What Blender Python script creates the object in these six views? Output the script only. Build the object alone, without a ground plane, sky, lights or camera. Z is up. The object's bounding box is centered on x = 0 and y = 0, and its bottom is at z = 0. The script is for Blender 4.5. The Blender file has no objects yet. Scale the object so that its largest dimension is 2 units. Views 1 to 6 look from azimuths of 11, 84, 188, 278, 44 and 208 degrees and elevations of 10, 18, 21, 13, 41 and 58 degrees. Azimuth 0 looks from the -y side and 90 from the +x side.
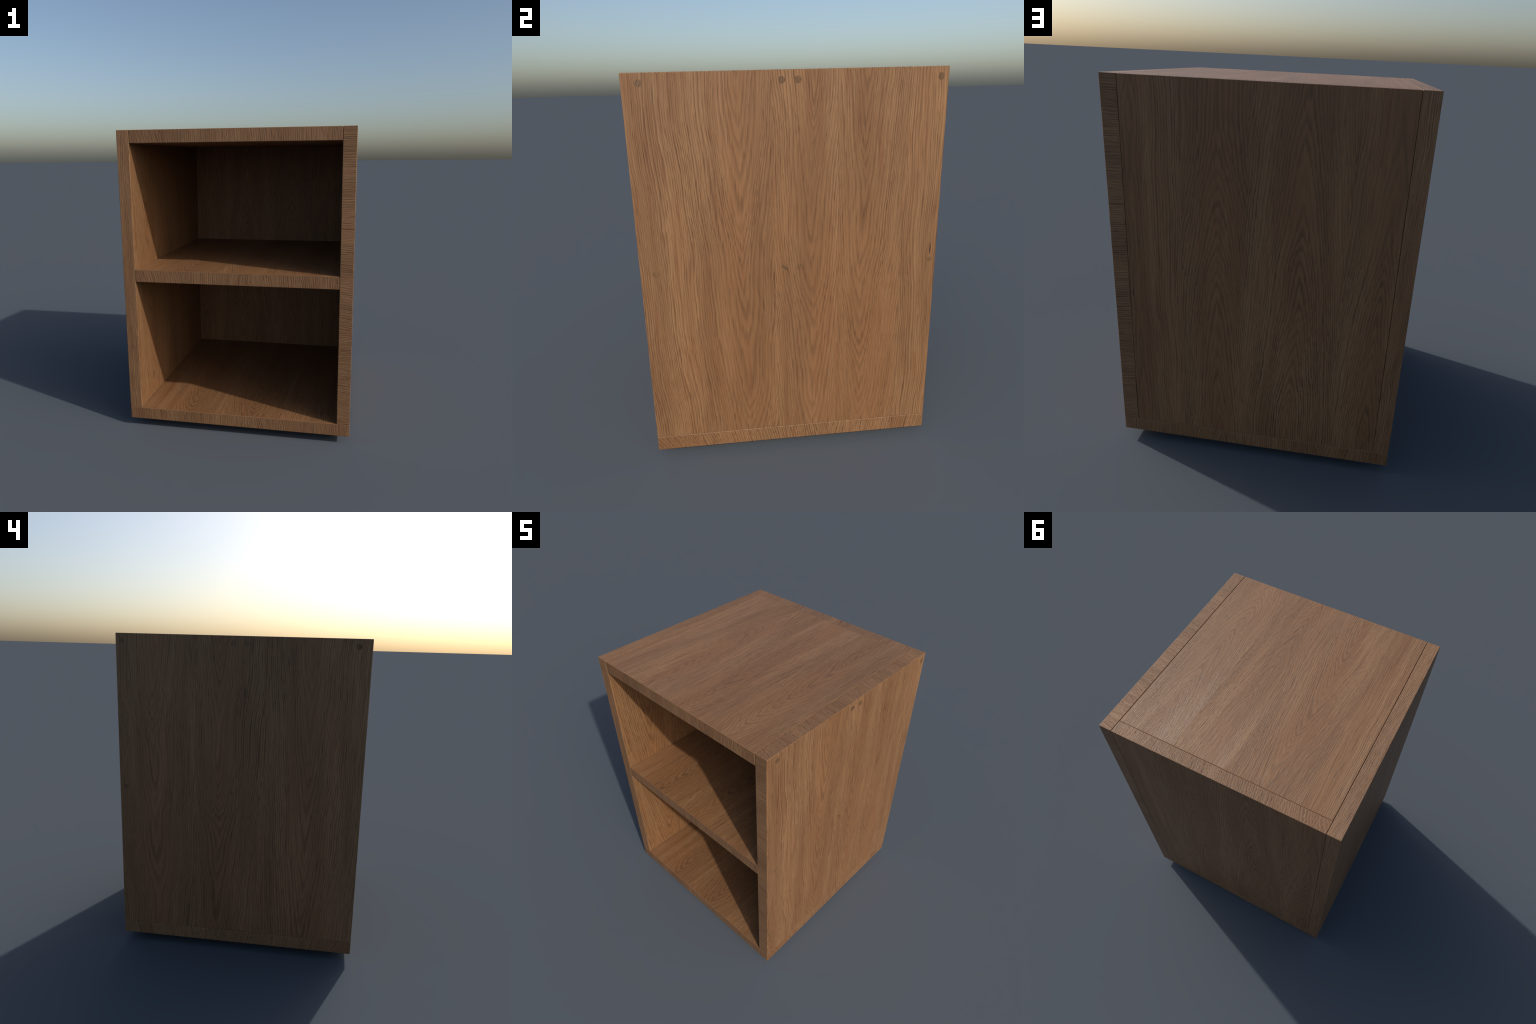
"""A small open oak cabinet: two sides standing on a bottom board, a top board and a back
board held between the sides, one shelf, wooden screw plugs and four dark glide feet."""
import bpy, bmesh, math
from mathutils import Vector

# ------------------------------------------------------------------ sizes (metres)
HALF = 0.7455            # half width and half depth of the carcass
TOP = 2.0                # top of the carcass
FLOOR = 0.0555           # underside of the bottom board (feet below)
T = 0.0820               # board thickness
GAP = 0.0019             # joint between the sides and the boards held between them
BEVEL = 0.0032           # eased edges
IN = HALF - T            # inner face of a side
FIT = IN - GAP           # ends of top, shelf and back
SEAT = FLOOR + T         # upper face of the bottom board
SHELF = (1.0257, 1.1067)
PLUG_R = 0.0164
PLUG_Y = (-0.670, -0.0375, 0.0375, 0.708)
PLUG_Z = (1.0675, 1.956)

# ------------------------------------------------------------------ node helpers
class Tree:
    """Small expression builder over a node tree."""
    def __init__(self, tree):
        self.t = tree
    def node(self, kind, **props):
        n = self.t.nodes.new(kind)
        for k, v in props.items():
            setattr(n, k, v)
        return n
    def put(self, sock, val):
        if isinstance(val, bpy.types.NodeSocket):
            self.t.links.new(val, sock)
        else:
            sock.default_value = val
    def m(self, op, a, b=0.0, c=0.0, clamp=False):
        n = self.node('ShaderNodeMath', operation=op, use_clamp=clamp)
        self.put(n.inputs[0], a); self.put(n.inputs[1], b); self.put(n.inputs[2], c)
        return n.outputs[0]
    def add(self, a, b): return self.m('ADD', a, b)
    def sub(self, a, b): return self.m('SUBTRACT', a, b)
    def mul(self, a, b): return self.m('MULTIPLY', a, b)
    def mad(self, a, b, c): return self.m('MULTIPLY_ADD', a, b, c)
    def vec(self, x, y, z):
        n = self.node('ShaderNodeCombineXYZ')
        self.put(n.inputs[0], x); self.put(n.inputs[1], y); self.put(n.inputs[2], z)
        return n.outputs[0]
    def noise(self, vec, detail=2.0, rough=0.5):
        n = self.node('ShaderNodeTexNoise')
        self.put(n.inputs['Vector'], vec)
        n.inputs['Scale'].default_value = 1.0
        n.inputs['Detail'].default_value = detail
        n.inputs['Roughness'].default_value = rough
        return n.outputs['Fac']
    def white(self, w):
        n = self.node('ShaderNodeTexWhiteNoise', noise_dimensions='1D')
        self.put(n.inputs['W'], w)
        return n.outputs['Value']
    def smooth(self, x, lo, hi, a=0.0, b=1.0):
        n = self.node('ShaderNodeMapRange', interpolation_type='SMOOTHSTEP')
        self.put(n.inputs['Value'], x)
        for i, v in zip((1, 2, 3, 4), (lo, hi, a, b)):
            self.put(n.inputs[i], v)
        return n.outputs[0]
    def mix(self, f, a, b):
        n = self.node('ShaderNodeMix', data_type='RGBA', clamp_factor=True)
        self.put(n.inputs[0], f); self.put(n.inputs[6], a); self.put(n.inputs[7], b)
        return n.outputs[2]

# base colours of the oak (linear)
LIGHT = (0.3049, 0.1662, 0.0772, 1)
WARM = (0.2319, 0.1126, 0.0475, 1)
RED = (0.2203, 0.0926, 0.0391, 1)
DARK = (0.1084, 0.0475, 0.0197, 1)
PORE = (0.0748, 0.0363, 0.0176, 1)

def grain_group():
    """Flat-sawn oak: growth rings of a leaning trunk cut by the board's face.
    U runs across the board, V along the fibres; Axis, Depth and Lean place the trunk."""
    g = bpy.data.node_groups.new('oak_grain', 'ShaderNodeTree')
    for nm in ('U', 'V', 'Axis', 'Depth', 'Lean', 'Seed', 'Bold'):
        g.interface.new_socket(nm, in_out='INPUT', socket_type='NodeSocketFloat')
    g.interface.new_socket('Color', in_out='OUTPUT', socket_type='NodeSocketColor')
    g.interface.new_socket('Height', in_out='OUTPUT', socket_type='NodeSocketFloat')
    t = Tree(g)
    i = g.nodes.new('NodeGroupInput').outputs
    o = g.nodes.new('NodeGroupOutput').inputs
    U, V, seed = i['U'], i['V'], i['Seed']
    # fibres waver gently along the board
    n1 = t.noise(t.vec(t.mul(U, 2.2), t.mul(V, 1.3), seed), 1.0)
    n2 = t.noise(t.vec(t.mul(U, 9.0), t.mul(V, 3.0), t.add(seed, 7.0)), 2.0)
    n3 = t.noise(t.vec(t.mul(U, 45.0), t.mul(V, 10.0), t.add(seed, 13.0)), 1.0)
    uw = t.mad(t.sub(n1, 0.5), 0.07, U)
    uw = t.mad(t.sub(n2, 0.5), 0.020, uw)
    uw = t.mad(t.sub(n3, 0.5), 0.005, uw)
    nh = t.noise(t.vec(t.mul(V, 1.7), t.mul(U, 1.0), t.add(seed, 3.0)), 1.0)
    h = t.add(t.mad(i['Lean'], V, i['Depth']), t.mul(t.sub(nh, 0.5), 0.06))
    du = t.sub(uw, i['Axis'])
    P = 1.45                                   # below 2: pointed cathedrals
    R = t.m('POWER', t.add(t.m('POWER', t.m('ABSOLUTE', du), P),
                           t.m('POWER', t.m('ABSOLUTE', h), P)), 1.0 / P)
    # flank: 0 in the heart of a cathedral, 1 where the cut runs nearly quarter-sawn
    flank = t.m('DIVIDE', t.m('ABSOLUTE', du), t.add(t.m('ABSOLUTE', du), t.add(t.m('ABSOLUTE', h), 0.001)))
    flank = t.smooth(flank, 0.25, 0.68)
    # long fibre streaks, coarse and fine; they fray the ring borders
    s1 = t.noise(t.vec(t.mul(uw, 120.0), t.mul(V, 3.2), t.add(seed, 31.0)), 2.0, 0.55)
    s2 = t.noise(t.vec(t.mul(uw, 310.0), t.mul(V, 9.0), t.add(seed, 41.0)), 2.0, 0.6)
    # rings of uneven width and strength
    wob = t.noise(t.vec(t.mul(R, 15.0), seed, t.mul(V, 0.25)), 1.0)
    ph = t.add(t.mul(R, 87.0), t.mul(wob, 3.8))
    ph = t.add(ph, t.add(t.mul(t.sub(s1, 0.5), 0.85), t.mul(t.sub(s2, 0.5), 0.7)))
    fr = t.m('FRACT', ph)
    ring_id = t.add(t.m('FLOOR', ph), t.mul(seed, 17.0))
    strength = t.white(ring_id)
    early = t.mul(t.smooth(fr, 0.0, 0.16), t.smooth(fr, 0.24, 0.72, 1.0, 0.0))
    patch = t.noise(t.vec(t.mul(uw, 9.0), t.mul(V, 2.2), t.add(seed, 21.0)), 2.0)
    ring = t.mul(early, t.mad(strength, 0.62, 0.42))
    ring = t.mul(ring, t.smooth(patch, 0.30, 0.64, 0.62, 1.0))
    fr2 = t.m('FRACT', t.mul(ph, 2.2))
    hair = t.mul(t.smooth(fr2, 0.0, 0.25), t.smooth(fr2, 0.30, 0.80, 1.0, 0.0))
    hair = t.mul(hair, t.mad(flank, 0.6, 0.25))
    # pores: short dark dashes that sit mainly in the early wood
    p1 = t.noise(t.vec(t.mul(uw, 200.0), t.mul(V, 6.5), t.add(seed, 71.0)), 2.0, 0.6)
    pores = t.smooth(p1, 0.55, 0.70)
    pores = t.mul(pores, t.mad(ring, 0.85, 0.22))
    coarse = t.smooth(s1, 0.42, 0.68)
    fine = t.smooth(s2, 0.36, 0.66)
    # broad lighter and redder bands
    band = t.noise(t.vec(t.mul(uw, 13.0), t.mul(V, 0.9), t.add(seed, 51.0)), 2.0)
    red = t.noise(t.vec(t.mul(uw, 60.0), t.mul(V, 3.0), t.add(seed, 81.0)), 1.0)
    tone = t.noise(t.vec(t.mul(U, 5.0), t.mul(V, 0.7), t.add(seed, 61.0)), 1.0)
    heart = t.sub(1.0, flank)
    c = t.mix(t.m('MULTIPLY_ADD', heart, 0.70, t.smooth(band, 0.36, 0.66, 0.0, 0.6), clamp=True), LIGHT, WARM)
    c = t.mix(t.smooth(red, 0.56, 0.74, 0.0, 0.7), c, RED)
    c = t.mix(t.mul(fine, 0.30), c, WARM)
    c = t.mix(t.mul(coarse, 0.20), c, DARK)
    c = t.mix(t.mul(t.mul(hair, 0.30), i['Bold']), c, DARK)
    c = t.mix(t.mul(t.mul(ring, t.mad(flank, 0.20, 0.62)), i['Bold']), c, DARK)
    c = t.mix(t.mul(pores, 0.75), c, PORE)
    hsv = t.node('ShaderNodeHueSaturation')
    t.put(hsv.inputs['Value'], t.smooth(tone, 0.28, 0.72, 0.92, 1.09))
    t.put(hsv.inputs['Color'], c)
    t.put(o['Color'], hsv.outputs[0])
    ht = t.add(t.mul(pores, -0.8), t.add(t.mul(fine, -0.35), t.add(t.mul(coarse, -0.30), t.add(t.mul(hair, -0.35), t.mul(ring, -0.35)))))
    t.put(o['Height'], ht)
    return g

GRAIN = grain_group()

def oak(name, across, along, boards, cracks=(), skew=0.0, plug=0.0, scale=1.0, relief=0.6, bold=1.08):
    """Oak veneer on a face. across / along: object axes 'X', 'Y', 'Z'.
    boards: (start, axis, depth, lean, seed) per glued strip, in order of start.
    cracks: (across, along, half length) of small dark checks.
    plug: 0, or the base brightness of a screw plug;
    scale: above 1 draws the figure finer; relief: depth of the open grain."""
    mat = bpy.data.materials.new(name)
    mat.use_nodes = True
    nt = mat.node_tree
    nt.nodes.clear()
    t = Tree(nt)
    co = t.node('ShaderNodeTexCoord').outputs['Object']
    sep = t.node('ShaderNodeSeparateXYZ')
    t.put(sep.inputs[0], co)
    U, V = sep.outputs[across], sep.outputs[along]
    if plug:                                   # each plug is cut from another spot
        rnd = t.node('ShaderNodeObjectInfo').outputs['Random']
        U = t.mad(rnd, 3.0, U)
    if skew:
        U = t.mad(V, skew, U)
    # strip parameters as sums of steps at the glue lines
    steps = [t.m('GREATER_THAN', U, b[0]) for b in boards[1:]]
    def param(k):
        f = scale if k in (1, 2) else 1.0
        acc = boards[0][k] * f
        for s, a, b in zip(steps, boards, boards[1:]):
            acc = t.mad(s, (b[k] - a[k]) * f, acc)
        return acc
    g = t.node('ShaderNodeGroup', node_tree=GRAIN)
    t.put(g.inputs['U'], t.mul(U, scale)); t.put(g.inputs['V'], t.mul(V, scale))
    g.inputs['Bold'].default_value = bold
    for k, nm in ((1, 'Axis'), (2, 'Depth'), (3, 'Lean'), (4, 'Seed')):
        t.put(g.inputs[nm], param(k))
    col, ht = g.outputs['Color'], g.outputs['Height']
    for cu, cv, hl in cracks:
        dv = t.mul(t.sub(V, cv), 1.0 / hl)
        width = t.m('MAXIMUM', t.mul(t.sub(1.0, t.mul(dv, dv)), 0.0030), 0.0)
        wav = t.mul(t.m('SINE', t.mul(V, 60.0)), 0.0012)
        d = t.m('ABSOLUTE', t.sub(t.add(U, wav), cu))
        f = t.smooth(t.sub(width, d), -0.0008, 0.0008)
        col = t.mix(t.mul(f, 0.9), col, (0.035, 0.016, 0.010, 1))
        ht = t.mad(f, -2.0, ht)
    if plug:                                   # end-darkened, greyer wood with bold streaks
        bold = t.noise(t.vec(t.mul(U, 95.0), t.mul(V, 4.0), 5.0), 1.0)
        col = t.mix(t.smooth(bold, 0.50, 0.66, 0.0, 0.75), col, PORE)
        hsv = t.node('ShaderNodeHueSaturation')
        t.put(hsv.inputs['Value'], t.mad(rnd, 0.12, plug))
        hsv.inputs['Saturation'].default_value = 1.0
        hsv.inputs['Hue'].default_value = 0.504
        t.put(hsv.inputs['Color'], col)
        col = hsv.outputs[0]
    bsdf = t.node('ShaderNodeBsdfPrincipled')
    out = t.node('ShaderNodeOutputMaterial')
    bump = t.node('ShaderNodeBump')
    bump.inputs['Strength'].default_value = relief
    bump.inputs['Distance'].default_value = 0.0016
    t.put(bump.inputs['Height'], ht)
    t.put(bsdf.inputs['Normal'], bump.outputs[0])
    t.put(bsdf.inputs['Base Color'], col)
    bsdf.inputs['Roughness'].default_value = 0.50
    bsdf.inputs['Specular IOR Level'].default_value = 0.42
    nt.links.new(bsdf.outputs[0], out.inputs[0])
    return mat

# ------------------------------------------------------------------ mesh helpers
def link(name, me, parent, mats=()):
    ob = bpy.data.objects.new(name, me)
    bpy.context.scene.collection.objects.link(ob)
    ob.parent = parent
    for m in mats:
        me.materials.append(m)
    return ob

def board(name, parent, lo, hi, mats, bevel=BEVEL):
    """A box with eased edges. mats: material per face direction, e.g. {'-x': m, 'z': m}
    ('z' covers both ends of the axis); '' is the default."""
    slots = []
    def slot(n):
        ax = max(range(3), key=lambda k: abs(n[k]))
        key = ('-' if n[ax] < 0 else '+') + 'xyz'[ax]
        m = mats.get(key) or mats.get('xyz'[ax]) or mats['']
        if m not in slots:
            slots.append(m)
        return slots.index(m)
    me = bpy.data.meshes.new(name)
    bm = bmesh.new()
    bmesh.ops.create_cube(bm, size=1.0)
    for v in bm.verts:
        v.co = Vector([lo[k] if v.co[k] < 0 else hi[k] for k in range(3)])
    bm.normal_update()
    for f in bm.faces:
        f.material_index = slot(f.normal)
    bmesh.ops.bevel(bm, geom=list(bm.edges), offset=bevel, segments=3, profile=0.5,
                    affect='EDGES', clamp_overlap=True)
    bm.normal_update()
    for f in bm.faces:
        f.smooth = True
    bm.to_mesh(me)
    bm.free()
    ob = link(name, me, parent, slots)
    # big faces keep flat shading normals, only the eased edges blend
    w = ob.modifiers.new('weighted', 'WEIGHTED_NORMAL')
    w.keep_sharp = False
    w.weight = 100
    dg = bpy.context.evaluated_depsgraph_get()
    new = bpy.data.meshes.new_from_object(ob.evaluated_get(dg))
    ob.modifiers.clear()
    ob.data = new
    new.name = name
    return ob

def disc(name, radius, depth, segs=40, ease=0.0004):
    """Short cylinder along +x from x=0 to x=depth with an eased rim."""
    me = bpy.data.meshes.new(name)
    bm = bmesh.new()
    prof = [(0.0, radius), (depth - ease, radius), (depth, radius - ease)]
    rings = []
    for x, r in prof:
        rings.append([bm.verts.new((x, r * math.cos(2 * math.pi * k / segs),
                                    r * math.sin(2 * math.pi * k / segs))) for k in range(segs)])
    for a, b in zip(rings, rings[1:]):
        for k in range(segs):
            bm.faces.new((a[k], a[(k + 1) % segs], b[(k + 1) % segs], b[k]))
    bm.faces.new(rings[-1])
    bm.faces.new(list(reversed(rings[0])))
    bmesh.ops.recalc_face_normals(bm, faces=bm.faces)
    bm.to_mesh(me)
    bm.free()
    return me

# ------------------------------------------------------------------ materials
oak_side_right = oak('oak_side_right', 'Y', 'Z', [
    (-1.0, -0.24, 0.270, -0.082, 1.3),
    (-0.085, 0.10, 0.215, -0.080, 2.7),
    (0.235, 0.36, 0.225, -0.092, 4.1),
    (0.56, 0.30, 0.08, 0.010, 5.9)], cracks=[(0.713, 1.124, 0.038)], scale=1.1, bold=1.0)
oak_side_left = oak('oak_side_left', 'Y', 'Z', [
    (-1.0, -0.42, 0.215, -0.070, 11.2),
    (-0.172, 0.12, 0.260, -0.090, 12.6),
    (0.265, 0.52, 0.215, -0.075, 14.8)], cracks=[(-0.0355, 1.673, 0.042)], scale=1.1, bold=1.15)
oak_side_inner = oak('oak_side_inner', 'Y', 'Z', [
    (-1.0, -0.50, 0.26, -0.10, 21.2),
    (-0.30, -0.05, 0.05, 0.09, 22.4),
    (0.22, 0.45, 0.25, -0.08, 23.7)], scale=0.85, bold=1.3)
oak_back = oak('oak_back', 'X', 'Z', [
    (-1.0, -0.60, 0.02, 0.085, 31.4),
    (-0.42, -0.20, 0.01, 0.100, 32.0),
    (0.06, 0.20, 0.03, 0.105, 32.8),
    (0.38, 0.62, 0.05, 0.02, 34.1)], cracks=[(0.645, 0.93, 0.025)], scale=1.05, bold=1.15)
oak_top = oak('oak_top', 'X', 'Y', [
    (-1.0, -0.55, 0.04, 0.020, 41.5),
    (-0.46, -0.26, 0.12, 0.130, 42.3),
    (-0.04, 0.09, 0.13, -0.110, 43.6),
    (0.30, 0.46, 0.12, -0.140, 44.9)], scale=1.15, bold=0.9, relief=0.5)
oak_shelf = oak('oak_shelf', 'X', 'Y', [
    (-1.0, -0.58, 0.05, 0.030, 51.1),
    (-0.50, -0.32, 0.13, -0.140, 51.8),
    (-0.10, 0.08, 0.12, -0.120, 52.9),
    (0.30, 0.46, 0.11, 0.120, 54.3)], scale=1.1)
oak_bottom = oak('oak_bottom', 'X', 'Y', [
    (-1.0, -0.58, 0.05, 0.030, 61.7),
    (-0.50, -0.33, 0.13, -0.150, 62.0),
    (-0.12, 0.10, 0.12, -0.130, 62.4),
    (0.30, 0.48, 0.13, 0.130, 63.2)], scale=1.1)
# edges: short bold grain standing across each edge, as on veneered edging
edge_x = oak('oak_edge_width', 'X', 'Z', [(-1.0, -0.9, 0.30, 0.20, 71.0), (-0.35, -0.9, 0.2, -0.12, 72.5),
             (0.1, -0.4, 0.2, 0.16, 72.9)], relief=0.7, bold=1.15)
edge_y = oak('oak_edge_depth', 'Y', 'Z', [(-1.0, -0.8, 0.30, 0.40, 75.0), (0.2, -0.3, 0.2, -0.3, 76.5)], relief=0.7, bold=1.15)
edge_top_back = oak('oak_edge_back', 'X', 'Y', [(-1.0, -0.8, 0.25, 0.35, 78.0), (0.0, -0.4, 0.2, 0.3, 79.1)], relief=0.7, bold=1.15)
edge_right = oak('oak_edge_right', 'Z', 'X', [(-1.0, -0.5, 0.30, 0.10, 81.0)], relief=0.7, bold=1.15)
edge_right_top = oak('oak_edge_right_top', 'Y', 'X', [(-2.0, -1.5, 0.30, 0.35, 83.0)], scale=1.2, relief=0.8, bold=1.1)
edge_left = oak('oak_edge_left', 'X', 'Z', [(-2.0, -0.30, 0.10, 0.020, 85.0)], skew=0.035, relief=0.7, bold=1.15, scale=1.4)
edge_left_top = oak('oak_edge_left_top', 'X', 'Y', [(-2.0, -0.30, 0.10, 0.03, 87.0)], skew=-0.06, relief=0.8, bold=1.15, scale=1.4)
oak_plug = oak('oak_plug', 'Y', 'Z', [(-2.0, -0.4, 0.2, 0.25, 91.0)], plug=0.62)
oak_plug_pale = oak('oak_plug_pale', 'Y', 'Z', [(-2.0, -0.2, 0.1, 0.30, 94.0)], skew=0.6, plug=0.73)

rubber = bpy.data.materials.new('black_foot_plastic')
rubber.use_nodes = True
rt = Tree(rubber.node_tree)
rb = rubber.node_tree.nodes['Principled BSDF']
rn = rt.noise(rt.node('ShaderNodeTexCoord').outputs['Object'], 3.0)
rt.put(rb.inputs['Base Color'], rt.mix(rn, (0.012, 0.012, 0.013, 1), (0.022, 0.021, 0.021, 1)))
rb.inputs['Roughness'].default_value = 0.6

# ------------------------------------------------------------------ the cabinet
root = bpy.data.objects.new('open_cabinet', None)
bpy.context.scene.collection.objects.link(root)
root["label"] = "small open oak cabinet with one shelf and plugged sides"
root["category"] = "cabinet"

board('bottom_panel', root, (-HALF, -HALF, FLOOR), (HALF, HALF, SEAT),
      {'z': oak_bottom, 'y': edge_x, 'x': edge_y}, bevel=0.0042)
right = board('side_panel', root, (IN, -HALF, SEAT + 0.0003), (HALF, HALF, TOP),
              {'+x': oak_side_right, '-x': oak_side_inner, 'y': edge_right, 'z': edge_right_top})
left = board('side_panel', root, (-HALF, -HALF, SEAT + 0.0003), (-IN, HALF, TOP),
             {'-x': oak_side_left, '+x': oak_side_inner, 'y': edge_left, 'z': edge_left_top})
board('back_panel', root, (-IN + 0.0013, IN, SEAT + 0.0003), (IN - 0.0013, HALF, TOP),
      {'y': oak_back, 'x': edge_left, 'z': edge_top_back})
board('top_panel', root, (-FIT, -HALF, TOP - T), (FIT, IN - 0.0004, TOP),
      {'z': oak_top, 'y': edge_x, 'x': edge_y})
board('shelf', root, (-FIT, -HALF, SHELF[0]), (FIT, IN - 0.0004, SHELF[1]),
      {'z': oak_shelf, 'y': edge_x, 'x': edge_y})

# wooden plugs over the screws, a hair proud of the outer faces
PROUD, SUNK = 0.0006, 0.006
plug_mesh = disc('screw_plug', PLUG_R, PROUD + SUNK)
plug_mesh.materials.append(oak_plug)
plug_pale = plug_mesh.copy()
plug_pale.materials[0] = oak_plug_pale
n = 0
for side, sgn in ((right, 1), (left, -1)):
    for pz in PLUG_Z:
        for py in PLUG_Y:
            ob = link('screw_plug', plug_mesh if pz > 1.5 else plug_pale, side)
            ob.location = (sgn * (HALF - SUNK), py, pz)
            if sgn < 0:
                ob.rotation_euler = (0, 0, math.pi)
            ob.rotation_euler.rotate_axis('X', (0.0, 0.35, -0.2, 0.6, -0.45)[n % 5])
            n += 1

# glide feet
foot_mesh = bpy.data.meshes.new('foot')
bm = bmesh.new()
bmesh.ops.create_cone(bm, cap_ends=True, segments=40, radius1=0.036, radius2=0.036, depth=FLOOR)
bmesh.ops.translate(bm, verts=bm.verts, vec=(0, 0, FLOOR / 2))
bmesh.ops.bevel(bm, geom=[e for e in bm.edges if len(e.link_faces) == 2 and
                          abs(e.verts[0].co.z) < 1e-6 and abs(e.verts[1].co.z) < 1e-6],
                offset=0.001, segments=2, profile=0.5, affect='EDGES')
bm.to_mesh(foot_mesh)
bm.free()
foot_mesh.materials.append(rubber)
for sx in (-1, 1):
    for sy in (-1, 1):
        f = link('foot', foot_mesh, root)
        f.location = (sx * 0.622, sy * 0.622, 0)
